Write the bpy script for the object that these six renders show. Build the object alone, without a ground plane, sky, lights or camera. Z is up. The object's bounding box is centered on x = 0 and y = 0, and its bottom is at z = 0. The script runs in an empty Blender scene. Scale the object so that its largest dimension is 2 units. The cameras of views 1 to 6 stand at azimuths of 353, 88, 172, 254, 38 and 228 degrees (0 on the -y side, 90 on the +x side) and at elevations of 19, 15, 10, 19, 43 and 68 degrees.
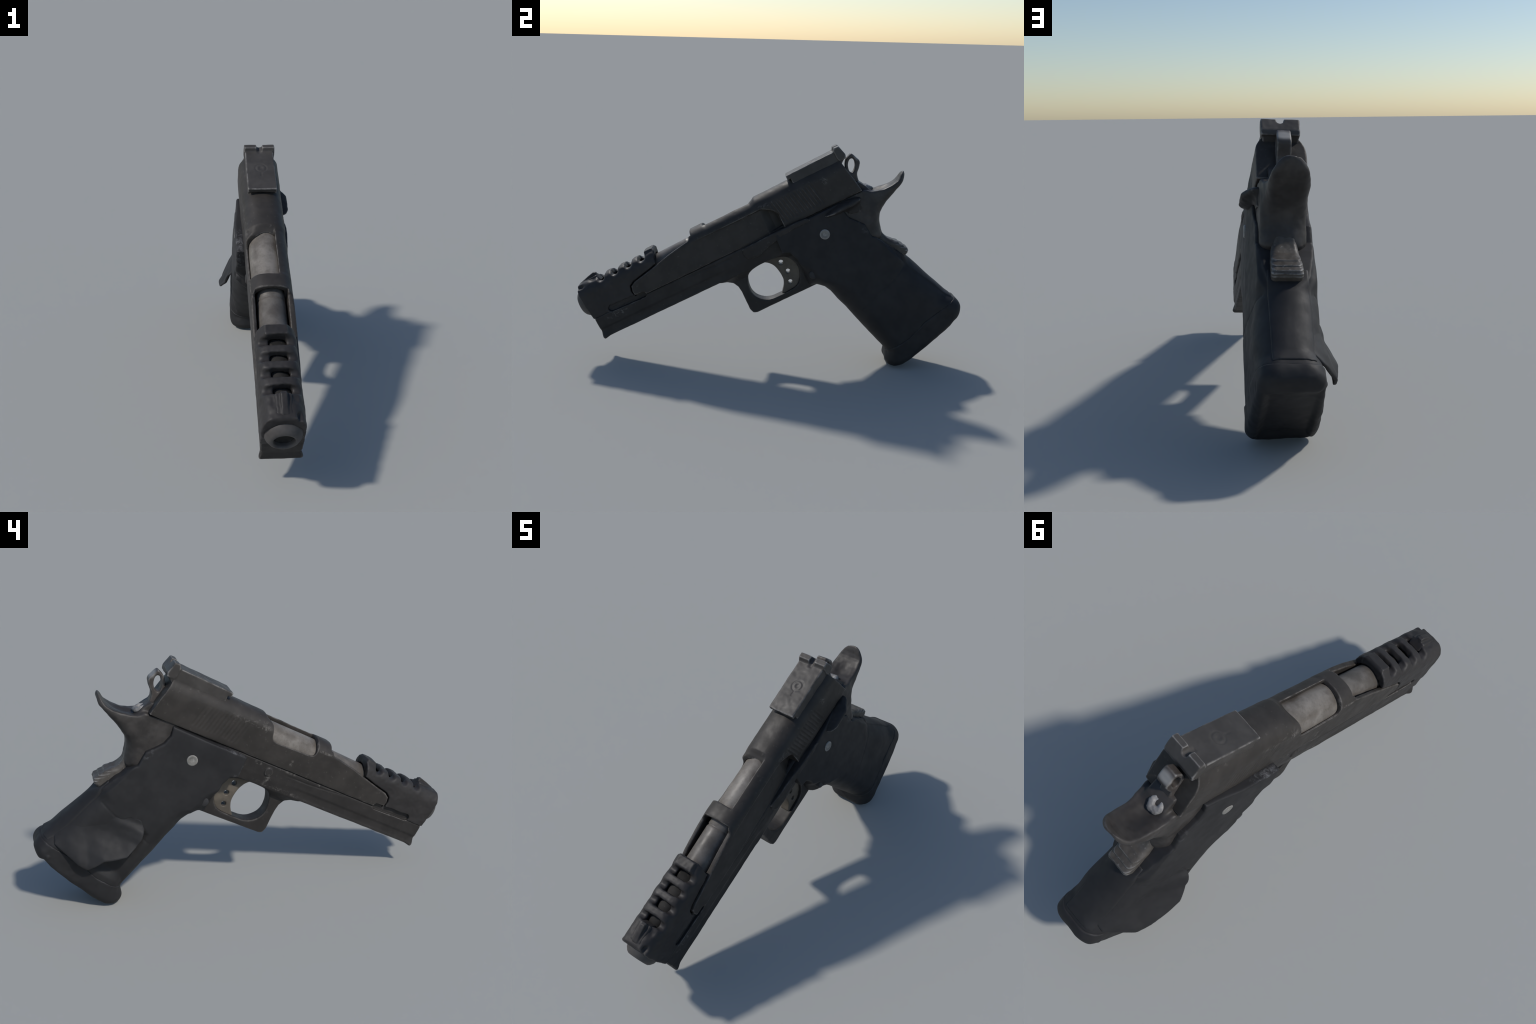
import bpy, math
import numpy as np
from mathutils import Matrix, Vector, noise

# ---------------------------------------------------------------------------
#  A weathered competition pistol resting on the front corner of its grip.
#  Everything is modelled in the gun's own frame:
#     a = forward along the slide, b = up, w = toward the +x flank.
#  Each part is a rounded solid (profile x width rule, blended and carved),
#  meshed by a small surface-net mesher.
# ---------------------------------------------------------------------------
PITCH = math.radians(27.3)      # muzzle points down
LEAN = -0.052                   # slight lean toward -x at the top
ORIGIN = Vector((-0.005, 0.0, 0.66))
SEAM = 0.018                    # slide / frame parting line
STEP = 0.0036                   # mesh cell

# ------------------------------ field helpers ------------------------------
class Grid:
    def __init__(self, lo, hi, h=STEP):
        ax = [np.arange(l - 2 * h, u + 3 * h, h) for l, u in zip(lo, hi)]
        self.h, self.ax = h, ax
        self.a = ax[0][:, None, None]
        self.b = ax[1][None, :, None]
        self.w = ax[2][None, None, :]

def length(*v):
    return np.sqrt(sum(x * x for x in v))

def clamp(x, lo=0.0, hi=1.0):
    return np.minimum(np.maximum(x, lo), hi)

def step(x, e0, e1):
    t = clamp((x - e0) / (e1 - e0))
    return t * t * (3 - 2 * t)

def smin(x, y, k):
    h = clamp(0.5 + 0.5 * (y - x) / k)
    return y + (x - y) * h - k * h * (1 - h)

def smax(x, y, k):
    return -smin(-x, -y, k)

def rint(x, y, r):
    """intersection with a rounded edge of radius r"""
    return np.minimum(np.maximum(x + r, y + r), 0) + length(np.maximum(x + r, 0), np.maximum(y + r, 0)) - r

def smooth_loop(pts, n=5):
    p = np.array(pts, float)
    out = []
    for i in range(len(p)):
        p0, p1, p2, p3 = p[i - 1], p[i], p[(i + 1) % len(p)], p[(i + 2) % len(p)]
        for j in range(n):
            t = j / n
            out.append(0.5 * ((2 * p1) + (p2 - p0) * t + (2 * p0 - 5 * p1 + 4 * p2 - p3) * t * t
                              + (3 * p1 - p0 - 3 * p2 + p3) * t ** 3))
    return np.array(out)

def poly(x, y, pts):
    """signed distance to a closed outline"""
    p = np.array(pts, float)
    x, y = np.broadcast_arrays(x, y)
    best = np.full(x.shape, 1e9)
    inside = np.zeros(x.shape, bool)
    for i in range(len(p)):
        (x0, y0), (x1, y1) = p[i - 1], p[i]
        ex, ey = x1 - x0, y1 - y0
        if ex * ex + ey * ey < 1e-14:
            continue
        t = clamp(((x - x0) * ex + (y - y0) * ey) / (ex * ex + ey * ey))
        best = np.minimum(best, (x - x0 - t * ex) ** 2 + (y - y0 - t * ey) ** 2)
        c = (y0 > y) != (y1 > y)
        if ey != 0:
            inside ^= c & (x < x0 + (y - y0) * ex / ey)
    d = np.sqrt(best)
    return np.where(inside, -d, d)

def segment(x, y, p, q):
    ex, ey = q[0] - p[0], q[1] - p[1]
    t = clamp(((x - p[0]) * ex + (y - p[1]) * ey) / (ex * ex + ey * ey))
    return length(x - p[0] - t * ex, y - p[1] - t * ey)

def path(x, y, pts):
    d = 1e9
    for p, q in zip(pts[:-1], pts[1:]):
        d = np.minimum(d, segment(x, y, p, q))
    return d

def along(x, pts):
    """piecewise rule: value as a function of position"""
    k = np.array(sorted(pts))
    return np.interp(x, k[:, 0], k[:, 1])

# ------------------------------- the mesher --------------------------------
def surface_net(g, d):
    d = np.broadcast_to(d, (len(g.ax[0]), len(g.ax[1]), len(g.ax[2])))
    s = d < 0
    nx, ny, nz = d.shape
    acc = np.zeros((nx - 1, ny - 1, nz - 1, 3)); cnt = np.zeros((nx - 1, ny - 1, nz - 1))
    corner = lambda i, j, k: (slice(i, nx - 1 + i), slice(j, ny - 1 + j), slice(k, nz - 1 + k))
    for axis in range(3):
        for u in (0, 1):
            for v in (0, 1):
                c0 = [u, v]; c0.insert(axis, 0); c1 = list(c0); c1[axis] = 1
                d0, d1 = d[corner(*c0)], d[corner(*c1)]
                m = (d0 < 0) != (d1 < 0)
                t = np.where(m, d0 / np.where(m, d0 - d1, 1), 0)
                cnt += m
                for ax in range(3):
                    acc[..., ax] += m * (t if ax == axis else c0[ax])
    used = cnt > 0
    idx = np.full(used.shape, -1, int)
    idx[used] = np.arange(used.sum())
    cell = np.argwhere(used)
    pos = cell + acc[used] / cnt[used][:, None]
    P = np.stack([g.ax[k][0] + pos[:, k] * g.h for k in range(3)], 1)
    quads = []
    for axis in range(3):
        lo = [slice(1, n - 1) for n in (nx, ny, nz)]; hi = list(lo)
        lo[axis] = slice(0, (nx, ny, nz)[axis] - 1); hi[axis] = slice(1, (nx, ny, nz)[axis])
        s0, s1 = s[tuple(lo)], s[tuple(hi)]
        e = np.argwhere(s0 != s1)
        if not len(e):
            continue
        flip = s0[tuple(e.T)]
        base = e.copy()
        for k in range(3):
            if k != axis:
                base[:, k] += 1
        u, v = [k for k in range(3) if k != axis]
        q = []
        for du, dv in ((1, 1), (0, 1), (0, 0), (1, 0)):
            c = base.copy(); c[:, u] -= du; c[:, v] -= dv
            q.append(idx[tuple(c.T)])
        q = np.stack(q, 1)
        if axis == 1:
            flip = ~flip
        q[flip] = q[flip][:, ::-1]
        quads.append(q)
    return P, np.concatenate(quads)

ROOT = bpy.data.objects.new("competition_pistol", None)
bpy.context.scene.collection.objects.link(ROOT)
ROOT.empty_display_size = 0.2
ROOT["label"] = "worn matte black competition pistol with ported barrel sleeve"
ROOT["category"] = "pistol"

F = Vector((0, -math.cos(PITCH), -math.sin(PITCH)))
B0 = Vector((0, -math.sin(PITCH), math.cos(PITCH)))
BX = B0 * math.cos(LEAN) + Vector((math.sin(LEAN), 0, 0))
WX = Vector((math.cos(LEAN), 0, 0)) - B0 * math.sin(LEAN)
GUN = Matrix(((WX.x, -F.x, BX.x, ORIGIN.x), (WX.y, -F.y, BX.y, ORIGIN.y),
              (WX.z, -F.z, BX.z, ORIGIN.z), (0, 0, 0, 1)))

def add_part(name, mesh, mat, parent=None):
    ob = bpy.data.objects.new(name, mesh)
    bpy.context.scene.collection.objects.link(ob)
    ob.parent = parent or ROOT
    if parent is None:
        ob.matrix_local = GUN
    mesh.materials.append(mat)
    mesh.polygons.foreach_set("use_smooth", [True] * len(mesh.polygons))
    return ob

def solid(name, g, d, mat, lump=0.0012, grain=14.0, parent=None, relax=1):
    P, Q = surface_net(g, d)
    V = np.stack([P[:, 2], -P[:, 0], P[:, 1]], 1)
    me = bpy.data.meshes.new(name)
    # one light relaxation removes the cell stair-steps
    for _ in range(relax):
        acc = np.zeros_like(V); n = np.zeros(len(V))
        for i in range(4):
            a_, b_ = Q[:, i], Q[:, (i + 1) % 4]
            np.add.at(acc, a_, V[b_]); np.add.at(n, a_, 1)
            np.add.at(acc, b_, V[a_]); np.add.at(n, b_, 1)
        V = 0.45 * V + 0.55 * acc / n[:, None]
    me.from_pydata(V.tolist(), [], Q.tolist())
    me.update()
    if lump:
        N = np.zeros(len(V) * 3); me.vertices.foreach_get("normal", N); N = N.reshape(-1, 3)
        dv = np.array([noise.noise(Vector(p) * grain) + 0.5 * noise.noise(Vector(p) * grain * 2.7) for p in V])
        V = V + N * (lump * dv)[:, None]
        me.vertices.foreach_set("co", V.ravel()); me.update()
    return add_part(name, me, mat, parent)

# -------------------------------- materials --------------------------------
class Nodes:
    def __init__(self, name):
        self.m = bpy.data.materials.new(name); self.m.use_nodes = True
        self.t = self.m.node_tree; self.t.nodes.clear()
        self.out = self.new("ShaderNodeOutputMaterial")
        self.bsdf = self.new("ShaderNodeBsdfPrincipled")
        self.link(self.bsdf.outputs[0], self.out.inputs[0])
        self.co = self.new("ShaderNodeTexCoord").outputs["Object"]
    def new(self, k, **p):
        n = self.t.nodes.new(k)
        for a, v in p.items():
            setattr(n, a, v)
        return n
    def link(self, a, b):
        self.t.links.new(a, b)
    def noise(self, scale, detail=4, rough=0.6, stretch=None, distort=0.0):
        n = self.new("ShaderNodeTexNoise")
        n.inputs["Scale"].default_value = scale; n.inputs["Detail"].default_value = detail
        n.inputs["Roughness"].default_value = rough; n.inputs["Distortion"].default_value = distort
        src = self.co
        if stretch:
            mp = self.new("ShaderNodeMapping"); mp.inputs["Scale"].default_value = stretch
            self.link(src, mp.inputs[0]); src = mp.outputs[0]
        self.link(src, n.inputs["Vector"])
        return n.outputs["Fac"]
    def ramp(self, x, lo, hi):
        n = self.new("ShaderNodeMapRange", interpolation_type='SMOOTHSTEP')
        self.link(x, n.inputs[0]); n.inputs[1].default_value = lo; n.inputs[2].default_value = hi
        return n.outputs[0]
    def math(self, op, x, y):
        n = self.new("ShaderNodeMath", operation=op)
        for i, v in enumerate((x, y)):
            if hasattr(v, "default_value"):
                self.link(v, n.inputs[i])
            else:
                n.inputs[i].default_value = v
        return n.outputs[0]
    def mix(self, f, c0, c1):
        n = self.new("ShaderNodeMix", data_type='RGBA')
        if hasattr(f, "default_value"):
            self.link(f, n.inputs[0])
        else:
            n.inputs[0].default_value = f
        for i, c in ((6, c0), (7, c1)):
            if hasattr(c, "default_value"):
                self.link(c, n.inputs[i])
            else:
                n.inputs[i].default_value = (*c, 1)
        return n.outputs[2]
    def near(self, a, b, w, ra, rb=None, rw=None):
        """mask: a rubbed place around a point of the gun's frame, stretched along its axes"""
        rb = rb or ra; rw = rw or max(ra, rb)
        n = self.new("ShaderNodeVectorMath", operation='SUBTRACT')
        self.link(self.co, n.inputs[0]); n.inputs[1].default_value = (w, -a, b)
        k = self.new("ShaderNodeVectorMath", operation='DIVIDE')
        self.link(n.outputs[0], k.inputs[0]); k.inputs[1].default_value = (rw, ra, rb)
        l = self.new("ShaderNodeVectorMath", operation='LENGTH'); self.link(k.outputs[0], l.inputs[0])
        return self.ramp(l.outputs["Value"], 1.0, 0.35)

def finish(name, dark, light, rub, rough=0.55, metal=0.0, edge=0.5, spots=(), fleck=0.0, bump=0.06, spec=0.30, edge_at=0.515, polish=(), streak=0.0):
    """painted / blued surface: cloudy tone, rubbed edges, scuffs at named places"""
    k = Nodes(name)
    col = k.mix(k.ramp(k.noise(9, 5, 0.65), 0.35, 0.68), dark, light)
    if streak:
        t = k.ramp(k.noise(16, 4, 0.6, stretch=(1.0, 0.22, 1.0)), 0.50, 0.68)
        col = k.mix(k.math('MULTIPLY', t, streak), col, rub)
    if edge:
        geo = k.new("ShaderNodeNewGeometry")
        e = k.ramp(geo.outputs["Pointiness"], edge_at, edge_at + 0.045)
        e = k.math('MULTIPLY', e, k.ramp(k.noise(24, 5, 0.7), 0.34, 0.60))
        col = k.mix(k.math('MULTIPLY', e, edge), col, rub)
    for (a, b, w, ra, rb, rw) in polish:
        col = k.mix(k.math('MULTIPLY', k.near(a, b, w, ra, rb, rw), 0.9), col, rub)
    if fleck:
        f = k.ramp(k.noise(60, 3, 0.6), 0.62, 0.74)
        col = k.mix(k.math('MULTIPLY', f, fleck), col, rub)
    if spots:
        grit = k.ramp(k.noise(38, 6, 0.75, distort=0.6), 0.48, 0.66)
        for (a, b, w, ra, rb, s) in spots:
            m = k.math('MULTIPLY', k.near(a, b, w, ra, rb, 0.03), grit)
            col = k.mix(k.math('MULTIPLY', m, s), col, rub)
    k.link(col, k.bsdf.inputs["Base Color"])
    k.bsdf.inputs["Metallic"].default_value = metal
    r = k.ramp(k.noise(22, 4, 0.6), 0.2, 0.8)
    k.link(k.math('ADD', k.math('MULTIPLY', r, 0.14), rough - 0.07), k.bsdf.inputs["Roughness"])
    k.bsdf.inputs["Specular IOR Level"].default_value = spec
    bp = k.new("ShaderNodeBump"); bp.inputs["Strength"].default_value = bump; bp.inputs["Distance"].default_value = 0.004
    k.link(k.noise(70, 4, 0.6), bp.inputs["Height"]); k.link(bp.outputs[0], k.bsdf.inputs["Normal"])
    return k.m

STEEL_RUB = (0.14, 0.13, 0.125)
M_SLIDE = finish("blued_slide_steel", (0.0305, 0.0268, 0.0238), (0.0435, 0.038, 0.0338), (0.19, 0.175, 0.16), 0.54, edge=0.95, fleck=0.14,
                 spots=[(-0.07, 0.165, -0.085, 0.13, 0.020, .55), (0.0, 0.17, -0.085, 0.03, 0.04, .5), (0.283, 0.16, -0.07, 0.015, 0.05, .9),
                        (0.17, 0.125, -0.09, 0.12, 0.008, .6), (0.33, 0.165, -0.08, 0.10, 0.008, .6), (0.2, 0.06, -0.09, 0.03, 0.02, .5),
                        (-0.03, 0.165, 0.095, 0.10, 0.012, .6), (0.08, 0.155, 0.09, 0.06, 0.012, .4), (-0.37, 0.15, 0.095, 0.025, 0.03, .6)])
M_SLEEVE = finish("blued_sleeve_steel", (0.0275, 0.0248, 0.024), (0.036, 0.0326, 0.0315), STEEL_RUB, 0.54, edge=0.4)
M_FRAME = finish("blued_frame_steel", (0.0245, 0.0218, 0.0203), (0.034, 0.0305, 0.0285), (0.19, 0.175, 0.16), 0.55, edge=0.85, fleck=0.12,
                 spots=[(0.88, -0.01, 0.085, 0.08, 0.02, .8), (0.045, 0.004, -0.09, 0.025, 0.015, .9), (0.12, -0.055, -0.09, 0.02, 0.03, .8),
                        (0.26, 0.012, -0.09, 0.20, 0.010, .5), (0.2, -0.085, -0.085, 0.2, 0.014, .5), (0.4, 0.012, -0.09, 0.04, 0.012, .8)])
M_GRIP = finish("black_grip_polymer", (0.0178, 0.0172, 0.0182), (0.0245, 0.0236, 0.0244), (0.11, 0.11, 0.115), 0.62, edge=0.18,
                spots=[(-0.10, 0.010, -0.11, 0.12, 0.010, 1.0), (-0.029, -0.04, -0.11, 0.010, 0.07, 1.0), (-0.05, -0.09, -0.11, 0.03, 0.012, .9),
                       (-0.45, -0.15, -0.10, 0.03, 0.05, .5), (-0.45, -0.15, 0.10, 0.03, 0.05, .4)])
M_SIGHT = finish("sight_steel", (0.047, 0.0425, 0.039), (0.066, 0.060, 0.055), (0.27, 0.255, 0.24), 0.5, edge=0.9, edge_at=0.508)
M_TANG = finish("tang_steel", (0.032, 0.0285, 0.0265), (0.058, 0.052, 0.048), STEEL_RUB, 0.5, edge=0.5)
M_SAFETY = finish("worn_brown_steel", (0.055, 0.048, 0.041), (0.10, 0.09, 0.08), (0.30, 0.29, 0.28), 0.45, edge=0.95, fleck=0.3, edge_at=0.503)
M_BARREL = finish("bare_barrel_steel", (0.085, 0.075, 0.066), (0.15, 0.136, 0.122), (0.05, 0.042, 0.034), 0.45, edge=0.0, fleck=0.35, streak=0.5)
M_CHAMBER = finish("polished_chamber_steel", (0.115, 0.101, 0.087), (0.225, 0.204, 0.181), (0.075, 0.06, 0.048), 0.45, edge=0.0, fleck=0.35, streak=0.5)
M_MUZZLE = finish("grimy_muzzle_steel", (0.055, 0.05, 0.048), (0.08, 0.074, 0.07), (0.15, 0.14, 0.13), 0.55, edge=0.3)
M_BORE = finish("near_black_bore", (0.014, 0.0135, 0.013), (0.03, 0.028, 0.026), (0.1, 0.09, 0.08), 0.8, edge=0.0, fleck=0.5)
M_TRIGGER = finish("trigger_alloy", (0.092, 0.078, 0.063), (0.148, 0.126, 0.10), (0.2, 0.18, 0.16), 0.5, edge=0.6)
M_HAMMER = finish("hammer_steel", (0.05, 0.043, 0.039), (0.085, 0.075, 0.069), (0.30, 0.29, 0.275), 0.45, edge=0.7, edge_at=0.508,
                  polish=[(-0.572, 0.178, -0.004, 0.026, 0.034, 0.06)])
M_STRUT = finish("bright_strut_steel", (0.12, 0.115, 0.11), (0.32, 0.31, 0.30), (0.42, 0.40, 0.38), 0.45, edge=0.5)
M_PIN = finish("bright_pin_steel", (0.10, 0.096, 0.088), (0.24, 0.23, 0.21), (0.36, 0.345, 0.32), 0.42, edge=0.6, fleck=0.5)

# ----------------------------- shared outlines -----------------------------
TRIGGER_WELL = smooth_loop([(.213, -.20), (.19, -.135), (.135, -.107), (.03, -.105), (-.026, -.128), (-.06, -.187),
                            (-.05, -.25), (-.012, -.29), (.07, -.30), (.15, -.294), (.2, -.255)])
BORE_AXIS = lambda a: along(a, [(-.1, .113), (.4, .113), (1.06, .097)])

def slot_cut(g):
    """long milled slot on both flanks, across the parting line"""
    d2 = segment(g.a, g.b, (.712, .021), (.893, .027)) - .0165
    return rint(d2, -(np.abs(g.w) - .070), .002)

# ---------------------------------- slide ----------------------------------
def build_slide():
    g = Grid((-.54, .0, -.11), (.78, .23, .115))
    side = poly(g.a, g.b, [(-.521, SEAM), (-.505, .10), (-.487, .178), (-.478, .30), (.362, .30), (.367, .19), (.378, .170),
                           (.42, .163), (.50, .150), (.573, .132), (.66, .113), (.722, .100), (.746, .086),
                           (.753, .060), (.748, SEAM)])
    # flank width: left and right differ slightly; rear relief and grasping grooves
    rear = -.092 + 16 * np.maximum(g.b - .09, 0) ** 2
    right = .097 - along(g.a, [(-.10, .054), (-.05, .038), (-.012, .0165), (.12, .010), (.36, .004), (.40, 0)]) * step(g.a, rear, rear + .006) \
        * step(-g.b, -.157, -.150)
    left = along(g.a, [(-.5, .098), (-.25, .096), (-.05, .090), (.8, .088)]) + 0 * right
    phase = (g.a - .215 * (g.b - .1)) / .0185
    groove = .0046 * (0.5 + 0.5 * np.cos(2 * np.pi * phase)) * step(g.a - .215 * (g.b - .1), -.335, -.325) \
        * step(-(g.a - .215 * (g.b - .1)), .075, .085) * step(g.b, .04, .055) * step(-g.b, -.172, -.160)
    flank = np.maximum(g.w - right + groove, -g.w - left + groove * .5)
    top = along(g.a, [(-.6, .221), (-.2, .220), (-.008, .217), (.018, .207), (.27, .207), (.286, .210), (.40, .210)]) - .10
    arch = ((np.abs(g.w - .002) / .1005) ** 2.6 + (np.maximum(g.b - .10, 0) / top) ** 2.6) ** (1 / 2.6) * .10 - .10
    d = rint(rint(side, flank, .006), arch, .0035)
    # tunnel for the barrel, open window ahead of the bridge
    bore = np.maximum(length(g.w, g.b - .113) - .079, g.w - .058)
    d = np.maximum(d, -np.maximum(bore, np.abs(g.a - .185) - .195))
    trough = np.maximum(np.maximum(np.abs(g.w) - .070 + .10 * np.maximum(.14 - g.b, 0), .085 - g.b), .36 - g.a)
    d = smax(d, -trough, .006)
    # ejection port
    port = poly(g.a, g.b, smooth_loop([(-.02, .28), (-.003, .215), (.036, .188), (.050, .142), (.075, .122), (.17, .124), (.262, .128),
                                       (.284, .146), (.281, .19), (.270, .28)], 3))
    d = smax(d, -np.maximum(port, g.w - .040), .005)
    d = smax(d, -slot_cut(g), .003)
    solid("slide", g, d, M_SLIDE)

# ------------------------- ported sleeve at the muzzle ----------------------
PORTS = (.641, .718, .796, .874)
def build_sleeve():
    g = Grid((.53, .0, -.10), (1.05, .24, .10), .0033)
    side = poly(g.a, g.b, [(.755, SEAM - .004), (.760, .062), (.752, .090), (.727, .105), (.66, .118), (.580, .137), (.578, .16), (.566, .20),
                           (.570, .28), (1.0, .28), (1.011, .20), (1.016, .155), (1.012, .08), (1.002, SEAM - .004)])
    top = along(g.a, [(.5, .213), (.612, .213), (.63, .200), (.89, .202), (.96, .206), (1.02, .203)])
    edge = .085
    sect = ((np.abs(g.w) / (edge + .002)) ** 2.3 + (np.maximum(g.b - .128, 0) / .086) ** 2.3) ** (1 / 2.3) * .086 - .086
    d = rint(rint(side, sect, .005), g.b - top, .014)
    tall = np.maximum(np.maximum(np.abs(g.a - .597) - .024, np.abs(g.w) - .046), g.b - .214)
    d = smin(d, np.maximum(tall, .15 - g.b), .016)
    # cross cuts leave rounded ribs; each has a hole through to the barrel
    for i, p in enumerate(PORTS):
        cut = segment(g.a, g.b, (p, .192), (p - .002, .26)) - .0180
        cut = np.maximum(cut, np.abs(g.w) - .075)
        d = smax(d, -cut, .014)
        hole = np.maximum(rint(np.abs(g.a - p) - .0195, np.abs(g.w - .004) - .037, .009), .12 - g.b)
        d = smax(d, -hole, .008)
    inside = np.maximum(length(g.w, g.b - BORE_AXIS(g.a)) - .069, g.a - .995)
    d = np.maximum(d, -inside)
    # muzzle seat and small pockets beside the front sight
    d = smax(d, -np.maximum(length(g.w, g.b - .097) - .062, .95 - g.a), .004)
    d = smax(d, -(length((g.a - .915) * .6, (g.w - .054) * .9, (g.b - .203) * 1.4) - .013), .012)
    d = smax(d, -(length((g.a - .992) * .7, (g.w - .060) * .9, (g.b - .190) * 1.2) - .012), .012)
    d = smax(d, -(length((g.a - .93) * .5, (g.w + .040) * 1.2, (g.b - .208) * 1.3) - .010), .010)
    d = smax(d, -slot_cut(g), .004)
    ob = solid("ported_sleeve", g, d, M_SLEEVE, lump=.0022, grain=22)
    g = Grid((.88, .17, -.05), (1.03, .245, .05), .0028)
    g.b = g.b - .005
    base = rint(poly(g.a, g.b, [(.885, .17), (.90, .205), (.985, .200), (1.000, .190), (1.003, .17)]), np.abs(g.w - .002) - .034, .010)
    blade = rint(poly(g.a, g.b, [(.896, .17), (.899, .216), (.912, .222), (.950, .213), (.992, .200), (.998, .17)]),
                 np.abs(g.w - .003) - .013, .004)
    solid("front_sight", g, smin(base, blade, .008), M_SLEEVE, lump=.0014, grain=25)

# ---------------------------------- frame ----------------------------------
def build_frame():
    g = Grid((-.50, -.345, -.10), (1.05, .03, .10))
    outline = poly(g.a, g.b, [(-.49, SEAM + .012), (-.49, -.10), (-.30, -.22), (-.15, -.330), (.235, -.331), (.252, -.324), (.260, -.300),
                              (.258, -.20), (.262, -.165), (.276, -.138), (.300, -.116), (.335, -.100), (.970, -.100), (1.000, -.106),
                              (1.005, -.094), (.998, -.060), (1.000, -.01), (.996, SEAM + .012)])
    prof = along(g.b, [(-.34, .038), (-.135, .038), (-.118, .052), (-.104, .078), (-.094, .082), (-.082, .079), (-.070, .0785),
                       (-.055, .079), (-.044, .084), (.012, .086), (.0185, .080), (.03, .070)])
    rear = along(g.b, [(-.34, .040), (-.135, .042), (-.10, .078), (-.05, .086), (.012, .088), (.0185, .082), (.03, .07)])
    k = step(g.a, .22, .34)
    hw = rear * (1 - k) + prof * k
    hw = hw + .008 * step(g.a, .96, .995) * step(-g.b, .055, .085)
    d = rint(outline, np.abs(g.w - .002) - hw, .006)
    d = smax(d, -poly(g.a, g.b, TRIGGER_WELL), .008)
    d = smax(d, -slot_cut(g), .004)
    # hollow where the sleeve nests
    d = smax(d, -np.maximum(length(g.w, g.b - .097) - .085, .98 - g.a), .01)
    # shallow panel line along the dust cover and the slide-stop axle
    d = d + .003 * step(-np.abs(g.b + .006 - .02 * step(g.a, .3, .6)), -.004, -.001) * step(g.a, .18, .24) * step(-g.a, -.62, -.45)
    axle = np.maximum(length(g.a - .113, g.b + .022) - .021, np.abs(g.w) - .0915)
    d = smin(d, axle, .003)
    # vertical edge of the frame behind the axle
    solid("frame", g, d, M_FRAME)

# ---------------------------------- grip -----------------------------------
GRIP = [(-.030, .012), (-.025, -.09), (-.060, -.105), (-.078, -.15), (-.080, -.20), (-.072, -.26), (-.074, -.316),
        (-.110, -.328), (-.142, -.350), (-.159, -.388), (-.172, -.440), (-.193, -.500), (-.217, -.587), (-.253, -.70), (-.286, -.805),
        (-.264, -.840), (-.257, -.870), (-.262, -.96), (-.83, -.96), (-.740, -.746), (-.691, -.652), (-.642, -.536), (-.598, -.431), (-.556, -.352), (-.505, -.245),
        (-.468, -.212), (-.462, -.142), (-.405, -.075), (-.392, -.03), (-.40, .012)]
FLOOR = [(-.79, -.69), (-.750, -.738), (-.733, -.768), (-.69, -.803), (-.635, -.830), (-.53, -.855), (-.44, -.880), (-.387, -.893), (-.33, -.901), (-.285, -.898), (-.25, -.884), (-.2, -.87)]

def grip_field(g):
    outline = poly(g.a, g.b, GRIP)
    hw = along(g.b, [(.02, .114), (-.06, .117), (-.1, .118), (-.28, .124), (-.44, .127), (-.6, .129), (-.74, .129), (-.84, .125), (-.9, .12)])
    lean = g.a + .30 - .2 * np.minimum(g.b + .2, 0)
    hw = hw + .06 * clamp(lean, 0, .07) + np.where(g.w > 0, .14 - .085 * step(-g.b, .42, .62), .055 + .03 * step(-g.b, .45, .6)) * clamp(lean, -.25, 0)
    hw = hw + .007 * (g.w < 0) * step(g.b, -.12, -.02) * step(g.a, -.36, -.2)
    low = step(-g.b, .22, .42)
    front = step(g.a + .12, -.10, .02) * step(-g.b, .17, .26)
    r = .007 + .095 * np.maximum(low, .95 * front)
    back = step(-(g.a + .46), -.02, .06) * step(-g.b, .2, .24) * step(g.b, -.44, -.36)
    r = r * (1 - .55 * back)
    base = step(-g.b - .32 * (g.a + .5), .70, .77)
    r = r * (1 - .28 * base)
    d = rint(outline, np.abs(g.w) - hw, r)
    hollow = .022 * (1 - step(np.maximum(np.abs(g.w + .005) / .105, np.abs(g.a + .50) / .20), .70, 1.0))   # dished floorplate
    floor = poly(g.a, g.b - hollow - .009 + .025 * g.w - .008 * step(-g.a, .5, .68), FLOOR + [(.2, -.87), (.2, .3), (-.9, .3), (-.9, -.6)])
    return rint(d, floor, .032)

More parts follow.
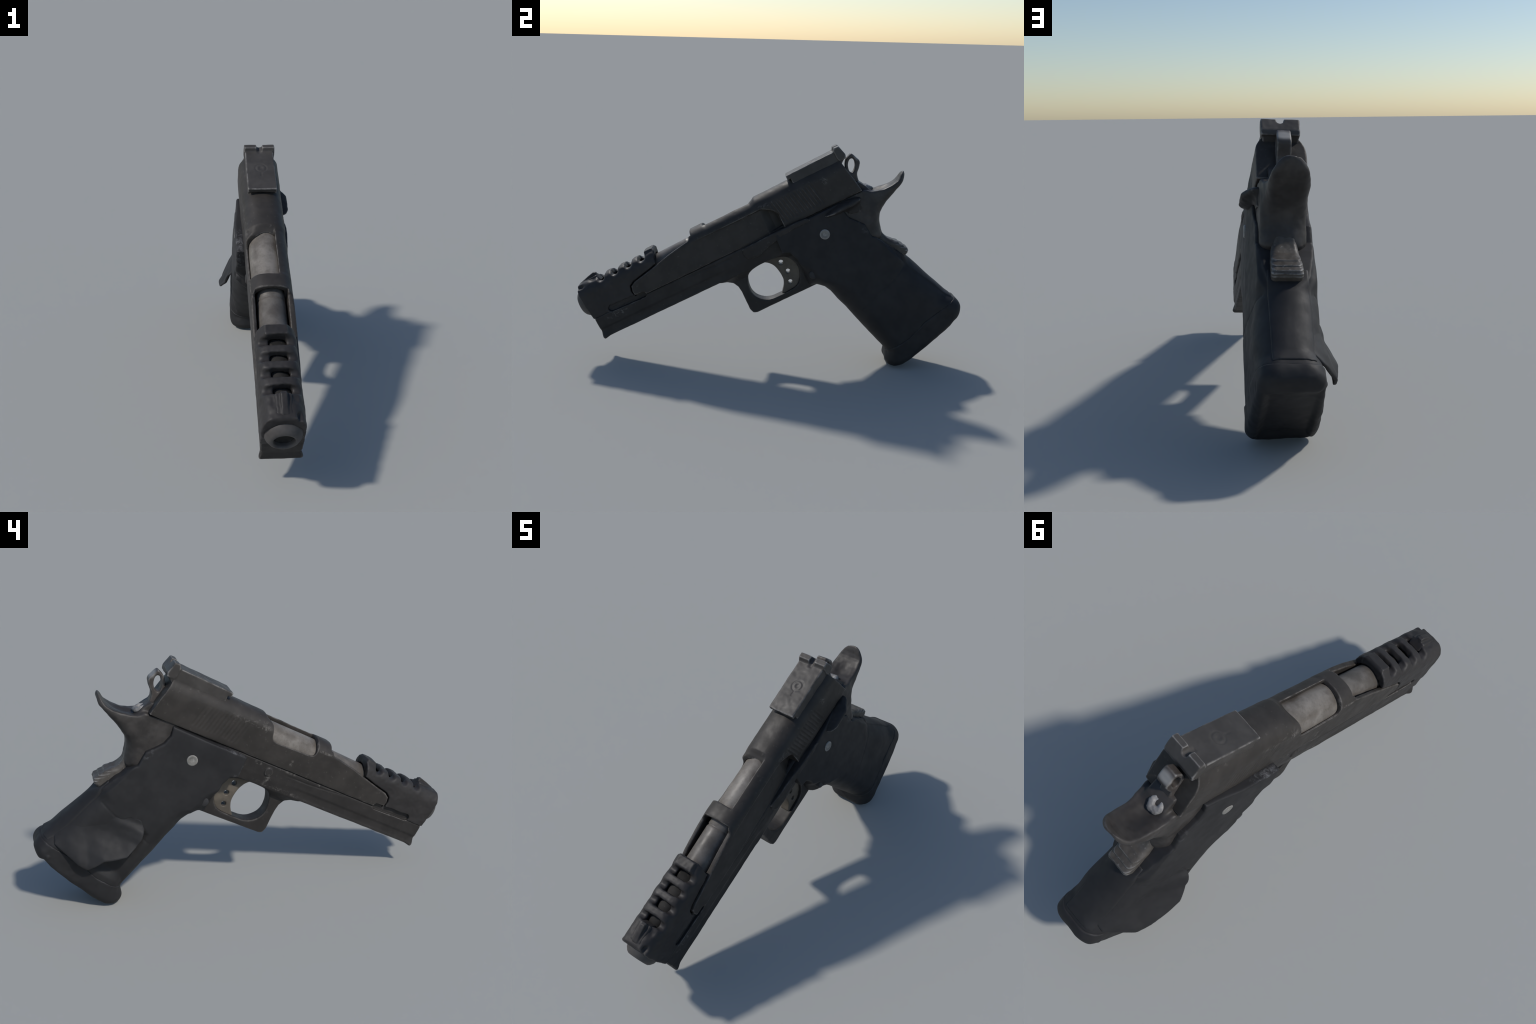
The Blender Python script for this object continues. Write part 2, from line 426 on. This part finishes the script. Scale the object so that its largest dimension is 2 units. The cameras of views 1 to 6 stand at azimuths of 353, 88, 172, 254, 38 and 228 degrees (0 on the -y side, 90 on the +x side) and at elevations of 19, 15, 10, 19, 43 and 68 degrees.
def build_grip():
    g = Grid((-.75, -.91, -.16), (-.0, .03, .16), .0040)
    d = grip_field(g)
    seam_pad = [(-.78, -.700), (-.70, -.700), (-.60, -.716), (-.52, -.735), (-.42, -.775), (-.325, -.79), (-.22, -.80)]
    # parting lines pressed into the polymer
    line = path(g.a, g.b, [(-.27, -.535), (-.36, -.503), (-.466, -.466), (-.545, -.43)])
    d = d + .0022 * step(-line, -.006, -.001)
    line = path(g.a, g.b, [(-.492, -.225), (-.530, -.325), (-.575, -.42)])
    d = d + .006 * step(-line, -.012, -.001)
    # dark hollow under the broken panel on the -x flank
    hollow = poly(g.a, g.b, [(-.30, -.50), (-.40, -.46), (-.50, -.60), (-.53, -.71), (-.31, -.755)])
    d = d + .022 * step(-hollow, -.02, .03) * (g.w < 0)
    pad = poly(g.a, g.b, seam_pad + [(-.2, -1), (-.8, -1)])
    body = np.maximum(d, -pad - .004)
    body = smax(body, -poly(g.a, g.b, TRIGGER_WELL), .012)
    grip = solid("grip", g, body, M_GRIP, lump=.0016, grain=9)
    # base pad: slightly proud, dished underneath
    d = np.maximum(grip_field(g) - .003, pad)
    d = smax(d, -np.maximum(length(g.a + .652, g.b + .762) - .012, .118 - g.w), .006)
    d = np.where(g.w < 0, d - .004 * step(-length(g.a + .662, g.b + .757), -.012, -.006), d)
    solid("magazine_base_pad", g, d, M_GRIP, lump=.003, grain=12)
    # housing strip down the back
    d = rint(grip_field(g) - .0035, np.abs(g.w + .006) - .074, .004)
    keep = poly(g.a, g.b, [(-.52, -.36), (-.55, -.43), (-.64, -.66), (-.66, -.70), (-.80, -.66), (-.70, -.40), (-.6, -.30)])
    solid("backstrap", g, np.maximum(d, keep), M_GRIP, lump=.0016, grain=9)

def build_broken_panel():
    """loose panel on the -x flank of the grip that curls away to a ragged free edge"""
    g = Grid((-.70, -.76, -.225), (-.30, -.40, -.05), .0036)
    edge = [(-.35, -.440), (-.322, -.470), (-.319, -.51), (-.329, -.555), (-.354, -.607), (-.395, -.634), (-.440, -.660), (-.468, -.704),
            (-.490, -.732), (-.53, -.726)]
    outline = poly(g.a, g.b, edge + [(-.66, -.69), (-.69, -.62), (-.62, -.44), (-.50, -.41)])
    free = path(g.a, g.b, edge)
    lift = along(g.b, [(-.462, .0), (-.482, .026), (-.52, .036), (-.545, .036), (-.565, .048), (-.60, .064), (-.65, .072), (-.70, .066),
                       (-.735, .054), (-.75, .04)])
    rise = (lift + .008) * (1 - clamp(free / .26)) ** 2.3 - .008
    for _ in range(10):                       # relax the curl so that it bends without creases
        p = np.pad(rise[:, :, 0], 1, mode='edge')
        rise = ((p[:-2, 1:-1] + p[2:, 1:-1] + p[1:-1, :-2] + p[1:-1, 2:] + 2 * p[1:-1, 1:-1]) / 6)[:, :, None]
    d = np.abs(grip_field(g) - rise + .006) - .008
    d = rint(rint(outline, d, .005), g.w + .06, .003)
    solid("grip_panel", g, d, M_GRIP, lump=.0016, grain=9)

# ----------------------- beavertail and grip safety -------------------------
def build_tang():
    g = Grid((-.78, -.26, -.10), (-.36, .09, .10), .0036)
    outline = poly(g.a, g.b, smooth_loop([(-.37, .014), (-.50, .016), (-.535, .012), (-.562, -.010), (-.60, -.022), (-.655, -.028), (-.705, -.022),
                              (-.746, .006), (-.755, -.002), (-.727, -.036), (-.664, -.066), (-.597, -.102), (-.558, -.133),
                              (-.537, -.168), (-.525, -.215), (-.50, -.25), (-.38, -.22), (-.37, -.10)], 3))
    t = clamp((-g.a - .60) / .157)
    hw = along(g.a, [(-.76, .076), (-.66, .076), (-.58, .078), (-.52, .086), (-.40, .089)])
    hw = hw * np.sqrt(np.maximum(1 - t ** 3.0, .02)) - .016 * step(-g.b, .10, .2) * step(-g.a, .48, .55)
    r = .009 + along(g.a, [(-.76, .003), (-.70, .006), (-.62, .026), (-.54, .040), (-.48, .030), (-.44, .0)]) * step(-g.b, .015, .06)
    d = rint(outline, np.abs(g.w + .008 * step(-g.a, .5, .6)) - hw, r)
    dish = length((g.a + .625) / .078, (g.b - .006) / .040, (g.w + .008) / .050) - 1
    d = smax(d, -dish * .043, .012)
    seat = rint(poly(g.a, g.b, [(-.46, .02), (-.49, .075), (-.525, .062), (-.553, .018), (-.57, -.03), (-.46, -.03)]), np.abs(g.w) - .055, .010)
    d = smin(d, seat, .012)
    solid("beavertail", g, d, M_TANG, lump=.003, grain=16)
    g = Grid((-.63, -.41, -.08), (-.44, -.16, .08), .0024)
    outline = poly(g.a, g.b, smooth_loop([(-.46, -.18), (-.523, -.20), (-.526, -.235), (-.540, -.272), (-.573, -.303), (-.607, -.354), (-.608, -.370),
                              (-.590, -.384), (-.54, -.385), (-.46, -.25)], 4))
    hw = along(g.b, [(-.40, .058), (-.30, .055), (-.22, .045), (-.16, .045)])
    ribs = .0036 * (0.5 + 0.5 * np.cos(2 * np.pi * (g.b - .6 * g.a) / .0145)) * step(-g.b, .285, .30) * step(g.b, -.385, -.37)
    d = rint(outline + ribs * step(-g.a, .53, .56), np.abs(g.w + .002) - hw, .018)
    solid("grip_safety", g, d, M_SAFETY, lump=.0018, grain=20)

# ------------------------------- rear sight --------------------------------
def build_rear_sight():
    g = Grid((-.53, .16, -.09), (-.19, .29, .09), .0030)
    g.b = g.b - .013      # sits on the slide's crown
    plate = rint(poly(g.a, g.b, [(-.206, .186), (-.206, .236), (-.47, .240), (-.500, .240), (-.512, .19), (-.48, .165)]),
                 np.abs(g.w - .001) - .069, .005)
    plate = smax(plate, -np.maximum(-.224 - g.a, np.maximum(g.b - .212, g.a + .15)), .006)
    blade = rint(poly(g.a, g.b, [(-.474, .20), (-.472, .240), (-.482, .257), (-.507, .256), (-.521, .205), (-.516, .186), (-.48, .186)]),
                 np.abs(g.w - .003) - .0745, .005)
    d = smin(plate, blade, .005)
    notch = np.maximum(segment(g.w, g.b, (.003, .250), (.003, .30)) - .0135, g.a + .46)
    d = smax(d, -notch, .005)
    # faint round maker's stamp: a ring with a small pointed mark
    rr = length(g.a + .352, g.w - .002)
    stamp = np.maximum(.0018 * step(-np.abs(rr - .026), -.006, -.001), .0018 * step(-rr, -.013, -.006))
    stamp = np.maximum(stamp, .0016 * step(-segment(g.a, g.w, (-.318, .002), (-.30, .002)), -.007, -.002))
    d = d + stamp * step(g.b, .228, .232)
    solid("rear_sight", g, d, M_SIGHT, lump=.0014, grain=20)

# --------------------------------- hammer ----------------------------------
def build_hammer():
    g = Grid((-.59, -.03, -.05), (-.45, .22, .05), .0028)
    outline = poly(g.a, g.b, smooth_loop([(-.500, .165), (-.515, .186), (-.540, .199), (-.553, .200), (-.566, .172), (-.574, .146), (-.556, .118),
                                          (-.534, .092), (-.530, .045), (-.545, -.005), (-.50, -.02), (-.46, .0), (-.47, .10), (-.49, .14)], 3))
    ca, sa = math.cos(.42), math.sin(.42)
    u, v = (g.a + .528), (g.b - .146)
    hole = length((u * ca + v * sa) / .018, (-u * sa + v * ca) / .036) - 1
    d = rint(outline, np.abs(g.w + .004) - .027, .006)
    d = smax(d, -hole * .018, .007)
    solid("hammer", g, d, M_HAMMER, lump=.0014, grain=22)
    # strut head seen behind the hammer
    g = Grid((-.60, -.06, -.06), (-.50, .06, .05), .0026)
    u, v = g.a + .550, g.b - .012
    c = (u * .75 + v * .66, -u * .66 + v * .75)
    d = length(length(c[0] * .95, g.w + .010) - .020, c[1] * 1.2) - .0145
    solid("hammer_strut", g, d, M_STRUT, lump=.0035, grain=38)

# --------------------------------- trigger ---------------------------------
def build_trigger():
    g = Grid((-.08, -.32, -.04), (.13, -.08, .04), .0028)
    outline = poly(g.a, g.b, smooth_loop([(.112, -.095), (.072, -.120), (.048, -.152), (.037, -.195), (.037, -.235), (.050, -.268), (.074, -.300), (.05, -.306),
                                          (-.01, -.30), (-.055, -.25), (-.066, -.187), (-.03, -.122), (.03, -.098)], 4))
    d = rint(outline, np.abs(g.w) - .026, .005)
    for (a, b, r) in ((.009, -.147, .0125), (-.004, -.205, .0122), (.009, -.261, .0115)):
        d = smax(d, -(length(g.a - a, g.b - b) - r), .004)
    solid("trigger", g, d, M_TRIGGER, lump=.001, grain=25)

# -------------------------- controls and pins -------------------------------
def build_controls():
    g = Grid((-.24, -.07, .06), (.18, .05, .15), .0030)
    body = poly(g.a, g.b, smooth_loop([(.155, .0), (.158, -.025), (.140, -.048), (.085, -.054), (.045, -.040), (-.02, -.022), (-.12, -.006),
                                       (-.215, -.004), (-.222, .010), (-.18, .022), (.0, .020), (.14, .014)], 3))
    out = along(g.a, [(-.22, .122), (-.15, .125), (-.08, .122), (-.02, .114), (.04, .108), (.09, .107), (.14, .100), (.16, .096)])
    solid("slide_stop", g, rint(body, np.abs(g.w - .07) - (out - .07), .007), M_FRAME, lump=.002, grain=22)
    g = Grid((-.52, -.11, .06), (-.27, .05, .18), .0032)
    g.b = g.b + .014
    body = poly(g.a, g.b, smooth_loop([(-.293, .004), (-.33, .016), (-.41, .026), (-.47, .018), (-.497, .0), (-.46, -.020), (-.37, -.024), (-.305, -.014)], 3))
    out = along(g.a, [(-.51, .105), (-.47, .125), (-.43, .148), (-.34, .150), (-.30, .144), (-.28, .13)])
    lever = rint(body + .014 * clamp((g.w - .10) / .045), np.abs(g.w - .08) - (out - .08), .009)
    stem = rint(poly(g.a, g.b, [(-.40, .01), (-.49, .0), (-.47, -.06), (-.41, -.05)]), np.abs(g.w - .08) - .014, .008)
    solid("thumb_safety", g, smin(lever, stem, .018), M_FRAME, lump=.002, grain=22)
    for s in (1, -1):
        lathe("grip_pin", (-.259, -.095), s, .1200, [(0, .0026), (.006, .0026), (.012, .0032), (.018, .0046), (.0225, .0046), (.0258, .002), (.0265, -.02)], M_PIN)
        lathe("grip_screw", (-.118, -.258), s, .113, [(0, .007), (.018, .007), (.0215, .004), (.022, -.04)], M_GRIP)

def lathe(name, at, side, w0, prof, mat, n=40):
    V, Fc = [], []
    for r, z in prof:
        for i in range(n):
            t = 2 * math.pi * i / n
            V.append((side * (w0 + z), -at[0] + r * math.cos(t), at[1] + r * math.sin(t)))
    for j in range(len(prof) - 1):
        for i in range(n):
            q = (j * n + i, j * n + (i + 1) % n, (j + 1) * n + (i + 1) % n, (j + 1) * n + i)
            Fc.append(q if side < 0 else q[::-1])
    me = bpy.data.meshes.new(name); me.from_pydata(V, [], Fc); me.update()
    return add_part(name, me, mat)

# ---------------------------------- barrel ----------------------------------
def turned(name, prof, mat, n=96):
    """turned part about the barrel axis: (a, radius) pairs"""
    V, Fc = [], []
    for a, r in prof:
        c = float(BORE_AXIS(a))
        for i in range(n):
            t = 2 * math.pi * i / n
            V.append((r * math.cos(t), -a, c + r * math.sin(t)))
    for j in range(len(prof) - 1):
        for i in range(n):
            Fc.append((j * n + i, j * n + (i + 1) % n, (j + 1) * n + (i + 1) % n, (j + 1) * n + i))
    me = bpy.data.meshes.new(name); me.from_pydata(V, [], Fc); me.update()
    return add_part(name, me, mat)

def build_barrel():
    turned("chamber_hood", [(-.012, .02), (-.012, .074), (-.006, .0775), (.10, .0775), (.29, .0775), (.30, .074), (.302, .050)], M_CHAMBER)
    turned("barrel", [(.29, .064), (.34, .0635), (.378, .0635), (.3815, .0610), (.385, .0595), (.3885, .0610), (.392, .0630), (.40, .0632),
                      (.58, .0625), (.60, .0605), (.605, .05)], M_BARREL)
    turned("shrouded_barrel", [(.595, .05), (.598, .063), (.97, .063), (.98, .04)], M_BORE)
    turned("muzzle_crown", [(.955, .05), (.960, .060), (.982, .072), (.998, .0765), (1.012, .0760), (1.026, .071), (1.040, .060), (1.046, .051),
                            (1.046, .045), (1.038, .041), (1.02, .040)], M_MUZZLE)
    turned("bore", [(1.030, .0415), (1.025, .040), (1.020, .036), (1.0185, .022), (1.018, .0)], M_BORE)

build_slide()
build_sleeve()
build_frame()
build_grip()
build_broken_panel()
build_tang()
build_rear_sight()
build_hammer()
build_trigger()
build_controls()
build_barrel()
